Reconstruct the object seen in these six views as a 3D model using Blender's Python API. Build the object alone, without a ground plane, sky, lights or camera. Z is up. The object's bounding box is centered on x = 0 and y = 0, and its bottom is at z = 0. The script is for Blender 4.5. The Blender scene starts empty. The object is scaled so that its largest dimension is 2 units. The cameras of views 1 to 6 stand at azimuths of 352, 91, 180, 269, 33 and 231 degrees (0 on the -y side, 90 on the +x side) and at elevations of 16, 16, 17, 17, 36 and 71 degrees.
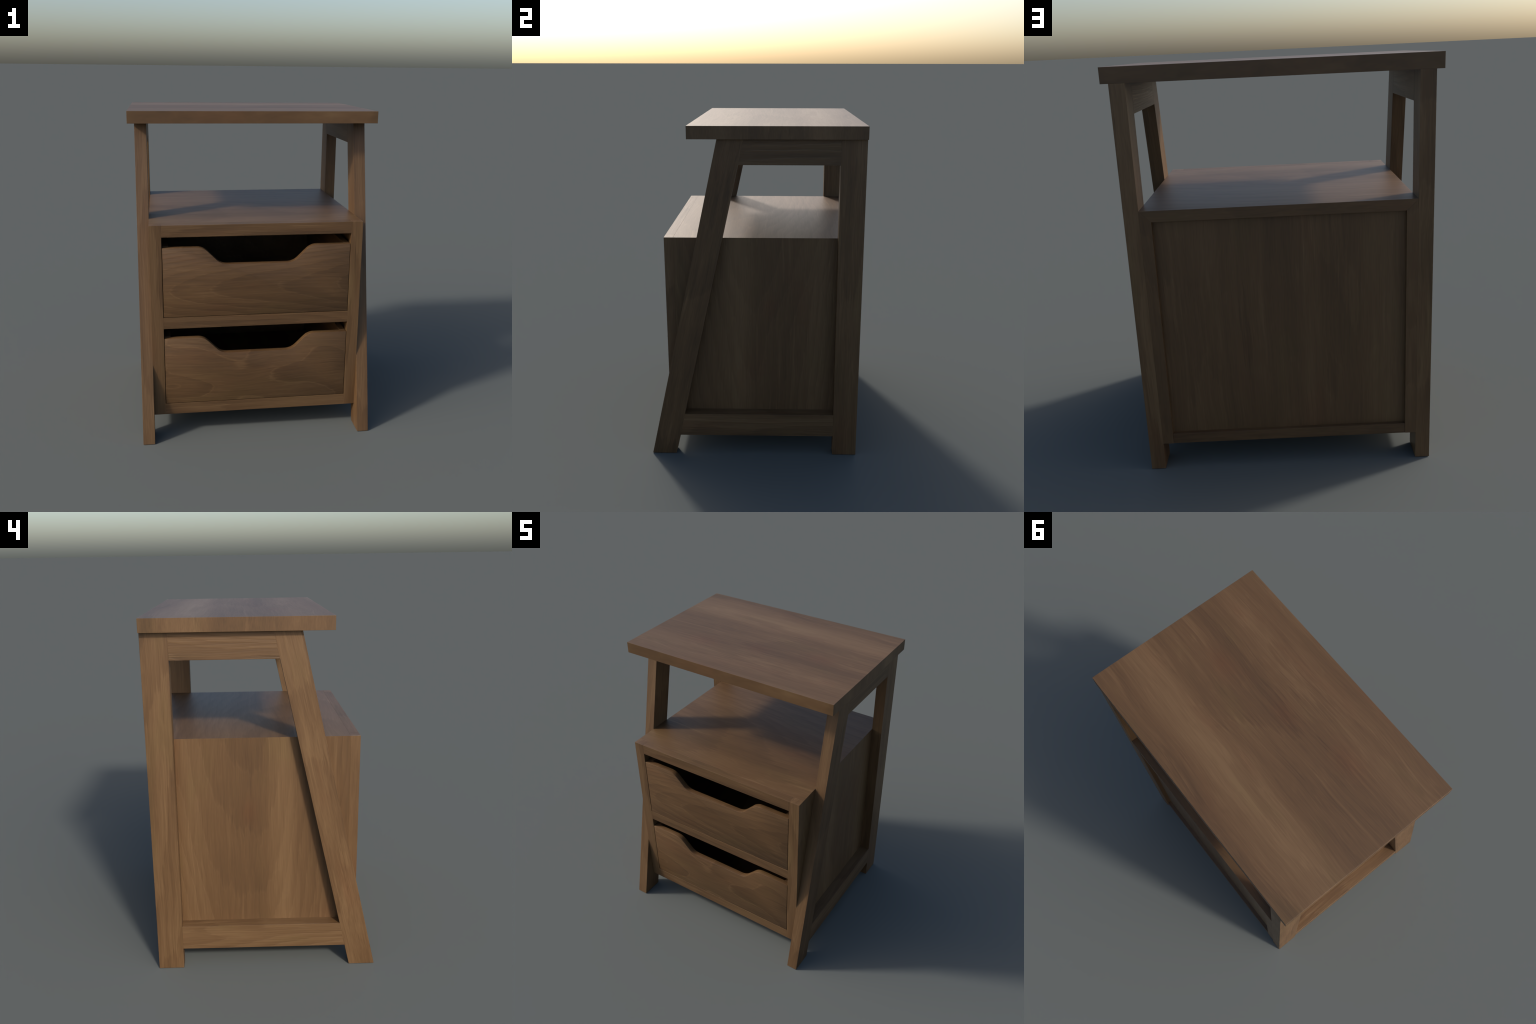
"""Oak bedside table: slab top on a pair of A-shaped side frames (upright rear
leg, raked front leg, top rail and low stretcher), with a two-drawer cabinet hung
between them.  All sizes are written in centimetres of the real piece
(56 cm tall) and scaled so that the height is 2.00 m."""
import bpy, bmesh, math
from mathutils import Vector

CM = 2.0 / 56.0          # one real centimetre in scene metres
EDGE = 0.020             # eased edge, cm

# ------------------------------------------------------------------ materials
def wood(name, grain, seed, scale=1.0, across=1.0, depth=1.0, figure=0.35,
         rings=7.0, fibre=0.30, streak=0.45, bright=0.0, warp=1.0, relief=1.0,
         cathedral=None, stripes=(), blush=(), veins=0.06, curl=(0.50, 2.1, 1.4), fray=1.0):
    """Oak.  cathedral: (centre across, rings per metre along, rings per square
    metre across) nests arched growth rings; stripes: (position across,
    half-width, amount) long pale or dark bands; blush: (along, across, radius)
    reddish heart patches.  grain: 'x', 'y' or 'z', or an angle (radians) for a raked leg whose
    grain leans in the y-z plane.  Inside the shader X runs along the grain, Y
    across the board and Z through its thickness."""
    m = bpy.data.materials.new(name)
    m.use_nodes = True
    nt = m.node_tree
    nt.nodes.clear()
    N, L = nt.nodes.new, nt.links.new

    def val(sock, v):
        if hasattr(v, "is_output"):
            L(v, sock)
        else:
            sock.default_value = v

    def math_(op, a, b=0.0, clamp=False):
        n = N("ShaderNodeMath"); n.operation = op; n.use_clamp = clamp
        val(n.inputs[0], a); val(n.inputs[1], b)
        return n.outputs[0]

    def noise(vec, scl, freq=1.0, detail=2.0, rough=0.5, distort=0.0):
        mp = N("ShaderNodeMapping"); mp.vector_type = 'POINT'
        L(vec, mp.inputs[0]); mp.inputs["Scale"].default_value = scl
        n = N("ShaderNodeTexNoise"); L(mp.outputs[0], n.inputs["Vector"])
        n.inputs["Scale"].default_value = freq
        n.inputs["Detail"].default_value = detail
        n.inputs["Roughness"].default_value = rough
        n.inputs["Distortion"].default_value = distort
        return n.outputs["Fac"]

    def spread(fac, lo, hi):
        n = N("ShaderNodeMapRange"); n.clamp = True
        n.interpolation_type = 'SMOOTHSTEP'
        L(fac, n.inputs[0]); n.inputs[1].default_value = lo; n.inputs[2].default_value = hi
        return n.outputs[0]

    tc = N("ShaderNodeTexCoord")
    turn = N("ShaderNodeMapping"); turn.vector_type = 'TEXTURE'
    L(tc.outputs["Object"], turn.inputs[0])
    if grain == 'x':
        rot = (0, 0, 0)
    elif grain == 'xz':                      # grain along x, board faces y
        rot = (math.pi / 2, 0, 0)
    elif grain == 'y':                       # grain along y, board faces x
        rot = (math.pi / 2, 0, math.pi / 2)
    elif grain == 'z':                       # grain along z, board faces x
        rot = (0, -math.pi / 2, 0)
    elif grain == 'zy':                      # grain along z, board faces y
        rot = (0, -math.pi / 2, math.pi / 2)
    else:                                    # raked leg
        rot = (0, grain - math.pi / 2, math.pi / 2)
    turn.inputs["Rotation"].default_value = rot
    move = N("ShaderNodeMapping"); move.vector_type = 'POINT'
    L(turn.outputs[0], move.inputs[0])
    move.inputs["Location"].default_value = (seed * 3.17, seed * 1.73, seed * 2.39)
    move.inputs["Scale"].default_value = (scale, scale * across, scale * depth)
    P = move.outputs[0]

    # gentle wander of the grain
    wn = N("ShaderNodeTexNoise")
    wm = N("ShaderNodeMapping"); L(P, wm.inputs[0]); wm.inputs["Scale"].default_value = (0.8, 1.6, 1.6)
    L(wm.outputs[0], wn.inputs["Vector"]); wn.inputs["Scale"].default_value = 1.7
    wn.inputs["Detail"].default_value = 2.0
    sub = N("ShaderNodeVectorMath"); sub.operation = 'SUBTRACT'
    L(wn.outputs["Color"], sub.inputs[0]); sub.inputs[1].default_value = (0.5, 0.5, 0.5)
    sc = N("ShaderNodeVectorMath"); sc.operation = 'MULTIPLY'
    L(sub.outputs[0], sc.inputs[0]); sc.inputs[1].default_value = (0.0, 0.075 * warp, 0.05 * warp)
    add = N("ShaderNodeVectorMath"); L(P, add.inputs[0]); L(sc.outputs[0], add.inputs[1])
    W = add.outputs[0]

    # board coordinates before the seed offset, wandering with the grain
    here = N("ShaderNodeVectorMath"); L(turn.outputs[0], here.inputs[0]); L(sc.outputs[0], here.inputs[1])
    xyz = N("ShaderNodeSeparateXYZ"); L(here.outputs[0], xyz.inputs[0])
    along, over = xyz.outputs[0], xyz.outputs[1]

    def bump_at(sock, pos, half):
        d = math_('DIVIDE', math_('SUBTRACT', sock, pos), half)
        return math_('POWER', 2.718, math_('MULTIPLY', math_('MULTIPLY', d, d), -1.0))

    # growth-ring figure: contour lines of a slow field stretched along the grain,
    # their edges frayed by the fibres
    fib = noise(W, (1.7, 62.0, 44.0), 1.0, 4.0, 0.62)
    field = noise(W, curl, 1.15, 1.0, 0.40)
    ragged = noise(W, (4.0, 30.0, 18.0), 1.0, 3.0, 0.65)
    phase = math_('ADD', math_('MULTIPLY', field, rings),
                  math_('ADD', math_('MULTIPLY', ragged, 0.55 * fray), math_('MULTIPLY', fib, 0.35 * fray)))
    if cathedral:
        c, ka, kc = cathedral
        off = math_('SUBTRACT', over, c)
        arch = math_('ADD', math_('MULTIPLY', along, ka), math_('MULTIPLY', math_('MULTIPLY', off, off), kc))
        phase = math_('ADD', phase, arch)
    saw = math_('FRACT', phase)
    late = math_('MULTIPLY', spread(saw, 0.20, 0.85), spread(saw, 1.0, 0.88))
    # streaks a few centimetres wide that run the length of the board
    band = spread(noise(W, (0.20, 3.6, 2.6), 1.35, 2.0, 0.5), 0.34, 0.68)
    medium = noise(W, (0.7, 17.0, 12.0), 1.0, 3.0, 0.55)
    # pores, pale ray flecks and slim light lines
    fine = noise(W, (8.0, 190.0, 130.0), 1.0, 2.0, 0.55)
    flake = spread(noise(W, (6.0, 20.0, 16.0), 1.0, 2.0, 0.55, 0.5), 0.60, 0.72)
    vein = math_('MULTIPLY', spread(saw, 0.90, 0.97), spread(saw, 1.0, 0.985))   # pale rim of a ring
    line = spread(noise(W, (1.1, 34.0, 24.0), 1.0, 1.0, 0.5), 0.65, 0.78)

    v = math_('MULTIPLY', math_('SUBTRACT', band, 0.5), streak)
    v = math_('ADD', v, math_('MULTIPLY', math_('SUBTRACT', late, 0.40), -figure))
    v = math_('ADD', v, math_('MULTIPLY', math_('SUBTRACT', fib, 0.5), fibre * 2.1))
    v = math_('ADD', v, math_('MULTIPLY', math_('SUBTRACT', medium, 0.5), fibre * 1.5))
    v = math_('ADD', v, math_('MULTIPLY', math_('SUBTRACT', fine, 0.5), fibre * 2.2))
    v = math_('ADD', v, math_('MULTIPLY', flake, 0.10))
    v = math_('ADD', v, math_('MULTIPLY', line, 0.26))
    v = math_('ADD', v, math_('MULTIPLY', vein, veins))
    for pos, half, amount in stripes:
        v = math_('ADD', v, math_('MULTIPLY', bump_at(over, pos, half), amount))
    v = math_('ADD', v, 0.465 + bright, clamp=True)

    ramp = N("ShaderNodeValToRGB"); L(v, ramp.inputs[0])
    cr = ramp.color_ramp
    cr.elements[0].position = 0.0; cr.elements[0].color = DARK
    cr.elements[1].position = 1.0; cr.elements[1].color = PALE
    e = cr.elements.new(0.5); e.color = MID

    # slow drift of hue: some heartwood red, some olive
    hue = noise(P, (0.9, 2.6, 2.6), 2.1, 2.0, 0.55)
    red = math_('MULTIPLY', spread(hue, 0.56, 0.76), 0.36)
    olive = math_('MULTIPLY', spread(hue, 0.46, 0.30), 0.50)
    for a0, c0, rad in blush:
        spot = math_('MULTIPLY', bump_at(along, a0, rad * 1.8), bump_at(over, c0, rad))
        red = math_('ADD', red, math_('MULTIPLY', spot, 0.55), clamp=True)
    def tint(col, fac, rgb):
        mx = N("ShaderNodeMix"); mx.data_type = 'RGBA'; mx.blend_type = 'MULTIPLY'
        L(fac, mx.inputs[0]); L(col, mx.inputs[6]); mx.inputs[7].default_value = (*rgb, 1)
        return mx.outputs[2]
    col = tint(ramp.outputs[0], red, (1.04, 0.84, 0.80))
    col = tint(col, olive, (0.97, 1.05, 0.96))

    bs = N("ShaderNodeBsdfPrincipled")
    L(col, bs.inputs["Base Color"])
    rg = N("ShaderNodeMapRange"); L(v, rg.inputs[0])
    rg.inputs[3].default_value = ROUGH + 0.03; rg.inputs[4].default_value = ROUGH - 0.03
    L(rg.outputs[0], bs.inputs["Roughness"])
    bs.inputs["Specular IOR Level"].default_value = SPEC
    hgt = math_('ADD', math_('MULTIPLY', fib, 0.7), math_('MULTIPLY', late, -0.18))
    bp = N("ShaderNodeBump"); L(hgt, bp.inputs["Height"])
    bp.inputs["Strength"].default_value = 0.30 * relief
    bp.inputs["Distance"].default_value = 0.006
    L(bp.outputs[0], bs.inputs["Normal"])
    out = N("ShaderNodeOutputMaterial"); L(bs.outputs[0], out.inputs[0])
    return m

DARK = (0.058, 0.0288, 0.0104, 1)
MID = (0.0995, 0.0518, 0.0205, 1)
PALE = (0.145, 0.0825, 0.0365, 1)
ROUGH, SPEC = 0.485, 0.45

# ------------------------------------------------------------------- geometry
AXES = {'x': (1, 2, 0), 'y': (0, 2, 1), 'z': (0, 1, 2)}   # profile u, v, extrusion

def prism(name, profile, axis, lo, hi, mat, parent, edge=EDGE, smooth=False):
    """Extrude a closed 2-D profile (cm) along an axis and ease its edges."""
    iu, iv, ie = AXES[axis]
    bm = bmesh.new()
    ends = []
    for e in (lo, hi):
        ring = []
        for u, v in profile:
            c = [0.0, 0.0, 0.0]; c[iu], c[iv], c[ie] = u * CM, v * CM, e * CM
            ring.append(bm.verts.new(c))
        ends.append(ring)
    n = len(profile)
    bm.faces.new(ends[0]); bm.faces.new(ends[1][::-1])
    for i in range(n):
        j = (i + 1) % n
        bm.faces.new((ends[0][j], ends[0][i], ends[1][i], ends[1][j]))
    bmesh.ops.recalc_face_normals(bm, faces=bm.faces)
    if edge:
        sharp = [e for e in bm.edges if e.calc_face_angle(0) > math.radians(30)]
        bmesh.ops.bevel(bm, geom=sharp, offset=edge * CM, segments=2, profile=0.5,
                        affect='EDGES', clamp_overlap=True)
    # put the origin at the centre of the part
    lo_c = Vector([min(v.co[k] for v in bm.verts) for k in range(3)])
    hi_c = Vector([max(v.co[k] for v in bm.verts) for k in range(3)])
    mid = (lo_c + hi_c) / 2
    for v in bm.verts:
        v.co -= mid
    me = bpy.data.meshes.new(name)
    bm.to_mesh(me); bm.free()
    me.materials.append(mat)
    ob = bpy.data.objects.new(name, me)
    bpy.context.scene.collection.objects.link(ob)
    place(ob, mid, parent)
    if smooth:
        me.shade_smooth()
        me.set_sharp_from_angle(angle=math.radians(35))
    return ob

def place(ob, world, parent):
    ob.parent = parent
    ob.location = Vector(world)

def rect(u0, u1, v0, v1):
    return [(u0, v0), (u1, v0), (u1, v1), (u0, v1)]

def box(name, x, y, z, mat, parent, edge=EDGE):
    return prism(name, rect(*x, *y), 'z', *z, mat, parent, edge)

def joined(name, boxes, mat, parent):
    """Several boxes in one mesh."""
    obs = [box(name, *b, mat, parent, 0.02) for b in boxes]
    bm = bmesh.new()
    base = obs[0]
    for o in obs:
        t = bmesh.new(); t.from_mesh(o.data)
        bmesh.ops.translate(t, verts=t.verts, vec=o.location - base.location)
        tmp = bpy.data.meshes.new("tmp"); t.to_mesh(tmp); t.free()
        bm.from_mesh(tmp); bpy.data.meshes.remove(tmp)
    old = base.data
    me = bpy.data.meshes.new(name); bm.to_mesh(me); bm.free()
    me.materials.append(mat); base.data = me
    bpy.data.meshes.remove(old)
    for o in obs[1:]:
        d = o.data; bpy.data.objects.remove(o); bpy.data.meshes.remove(d)
    return base

# ---------------------------------------------------------------- the object
table = bpy.data.objects.new("bedside_table", None)
bpy.context.scene.collection.objects.link(table)
table["label"] = "oak bedside table with two notched drawers and raked front legs"
table["category"] = "bedside table"

# slab top
TOP_Z = 54.0
box("tabletop", (-21, 21), (-10, 17.5), (TOP_Z, 56),
    wood("oak_tabletop", 'x', 1.3, depth=0.25, figure=0.12, rings=5, streak=0.22, fibre=0.27, relief=0.12, bright=0.03,
         stripes=((0.25, 0.085, 0.30), (0.08, 0.06, -0.08), (-0.14, 0.12, -0.08), (-0.30, 0.03, 0.12), (0.46, 0.04, -0.12)),
         blush=((0.02, -0.13, 0.045), (-0.35, -0.19, 0.06), (0.42, -0.05, 0.05))), table)

# side frames
X_IN, X_OUT = 18.0, 20.0
RAKE = 12.0 / TOP_Z                                  # front leg leans back 12 cm over its height
WIDE = 4.0 * math.hypot(1, RAKE)                     # 4 cm plank cut level at foot and head
def rake_front(z): return -17.5 + RAKE * z
def rake_back(z): return rake_front(z) + WIDE

for k, s in enumerate((-1, 1)):
    xs = sorted((s * X_IN, s * X_OUT))
    prism("raked_leg", [(rake_front(0), 0), (rake_back(0), 0), (rake_back(TOP_Z), TOP_Z), (rake_front(TOP_Z), TOP_Z)],
          'x', *xs, wood("oak_raked_leg", math.atan(RAKE), 2.1 + 3 * k, figure=0.20, fibre=0.34, bright=0.05, rings=6, across=1.3, depth=1.3), table)
    box("upright_leg", xs, (13.5, 17.5), (0, TOP_Z),
        wood("oak_upright_leg", 'z', 3.4 + 3 * k, figure=0.20, fibre=0.34, bright=0.05, rings=6, across=1.3, depth=1.3), table)
    prism("apron_rail", [(rake_back(50), 50), (13.5, 50), (13.5, TOP_Z), (rake_back(TOP_Z), TOP_Z)],
          'x', *xs, wood("oak_side_rail", 'y', 4.2 + 3 * k, figure=0.17, rings=12, across=2.0, bright=0.03), table)
    prism("stretcher", [(rake_back(3.5), 3.5), (13.5, 3.5), (13.5, 7.5), (rake_back(7.5), 7.5)],
          'x', *xs, wood("oak_stretcher", 'y', 5.9 + 3 * k, figure=0.18, rings=14, across=2.0, bright=0.02), table)

# cabinet carcass: boards 1.5 cm thick, mitred where sides meet the shelf
T, Y_FRAME, Y_BACK, Z_BOT, Z_TOP = 1.5, -13.0, 17.5, 4.0, 38.0
for k, s in enumerate((-1, 1)):
    prism("cabinet_wall", [(s * 18, Z_BOT), (s * 18, Z_TOP), (s * (18 - T), Z_TOP - T), (s * (18 - T), Z_BOT)],
          'y', Y_FRAME, Y_BACK, wood("oak_side_board", 'z', 6.3 + 2 * k, figure=0.11, rings=5, streak=0.14, fibre=0.22, warp=1.2,
                                      cathedral=(0.05 * -s, -2.5, 22.0), blush=((0.18, 0.01, 0.04),),
                                      stripes=((-0.18, 0.065, 0.34), (0.30, 0.10, 0.26), (0.06, 0.12, -0.12))), table, 0.02)
prism("shelf_board", [(-18, Z_TOP), (18, Z_TOP), (18 - T, Z_TOP - T), (-18 + T, Z_TOP - T)],
      'y', Y_FRAME, Y_BACK, wood("oak_shelf_board", 'x', 7.7, figure=0.12, rings=6, streak=0.30, fibre=0.24, warp=1.8, relief=0.12,
                                cathedral=(-0.30, 2.0, 12.0)), table, 0.02)
box("cabinet_floor", (-18 + T, 18 - T), (Y_FRAME, Y_BACK - 0.06), (Z_BOT, Z_BOT + T),
    wood("oak_bottom_board", 'x', 8.1, figure=0.2), table)
box("back_panel", (-18 + T, 18 - T), (16.4, 16.8), (Z_BOT + T, Z_TOP - T),
    wood("oak_back_panel", 'zy', 9.6, figure=0.12, rings=4, streak=0.22, fibre=0.22, bright=0.03, curl=(0.7, 2.6, 1.4)), table, 0.0)

# face frame
Y_FACE = -14.5
for k, s in enumerate((-1, 1)):
    box("face_stile", sorted((s * 16, s * 18)), (Y_FACE, Y_FRAME), (Z_BOT, Z_TOP),
        wood("oak_stile", 'zy', 10.2 + k, figure=0.25, across=1.4), table)
for k, z0 in enumerate((4, 20, 36)):
    box("face_rail", (-16, 16), (Y_FACE, Y_FRAME), (z0, z0 + 2),
        wood("oak_face_rail", 'xz', (11.5, 12.3, 13.9)[k], figure=0.20, rings=9, across=1.8, bright=0.03), table)

# drawers
def drawer_profile(z0):
    """Front seen square on: a plain board with a finger notch, its ramps at 45
    degrees and rounded with equal radii at head and foot."""
    half, high, deep, r, x_mid = 15.9, 12.07, 3.0, 2.6, 7.66
    top, low = z0 + high, z0 + high - deep
    run = (deep + 2 * r * math.tan(math.pi / 8)) / 2
    steps = 8
    side = []
    for i in range(steps + 1):                       # convex shoulder
        a = math.radians(45) * i / steps
        side.append((x_mid + run - r * math.sin(a), top - r * (1 - math.cos(a))))
    for i in range(steps + 1):                       # concave foot
        a = math.radians(45) * (1 - i / steps)
        side.append((x_mid - run + r * math.sin(a), low + r * (1 - math.cos(a))))
    return [(-half, z0), (half, z0), (half, top)] + side + [(-x, z) for x, z in side[::-1]] + [(-half, top)]

for k, z0 in enumerate((22.1, 6.1)):
    y0, th = Y_FACE, 1.0
    yb = 16.3
    mat_box = wood("oak_drawer_box", 'y', 14.0 + k, figure=0.15)
    d = joined("drawer", [
        ((-15.9, -14.9), (y0 + th, yb), (z0, z0 + 12.1)),
        ((14.9, 15.9), (y0 + th, yb), (z0, z0 + 12.1)),
        ((-14.9, 14.9), (yb - 1.0, yb), (z0, z0 + 12.1)),
        ((-14.9, 14.9), (y0 + th, yb - 1.0), (z0, z0 + 0.6))], mat_box, table)
    f = prism("drawer_front", drawer_profile(z0), 'y', y0, y0 + th,
              wood("oak_drawer_front", 'xz', 15.3 + 2.2 * k, veins=(0.16, 0.22)[k], figure=(0.15, 0.18)[k], rings=(4, 6)[k], fray=(0.55, 0.45)[k],
                   curl=((0.6, 2.1, 1.4), (1.5, 2.9, 1.5))[k], streak=0.22, bright=-0.05,
                   fibre=0.26, warp=(0.8, 2.0)[k], cathedral=((-0.05, -4.0, 85.0), None)[k]), table, 0.03, smooth=True)
    f.parent = d
    f.location = f.location - d.location
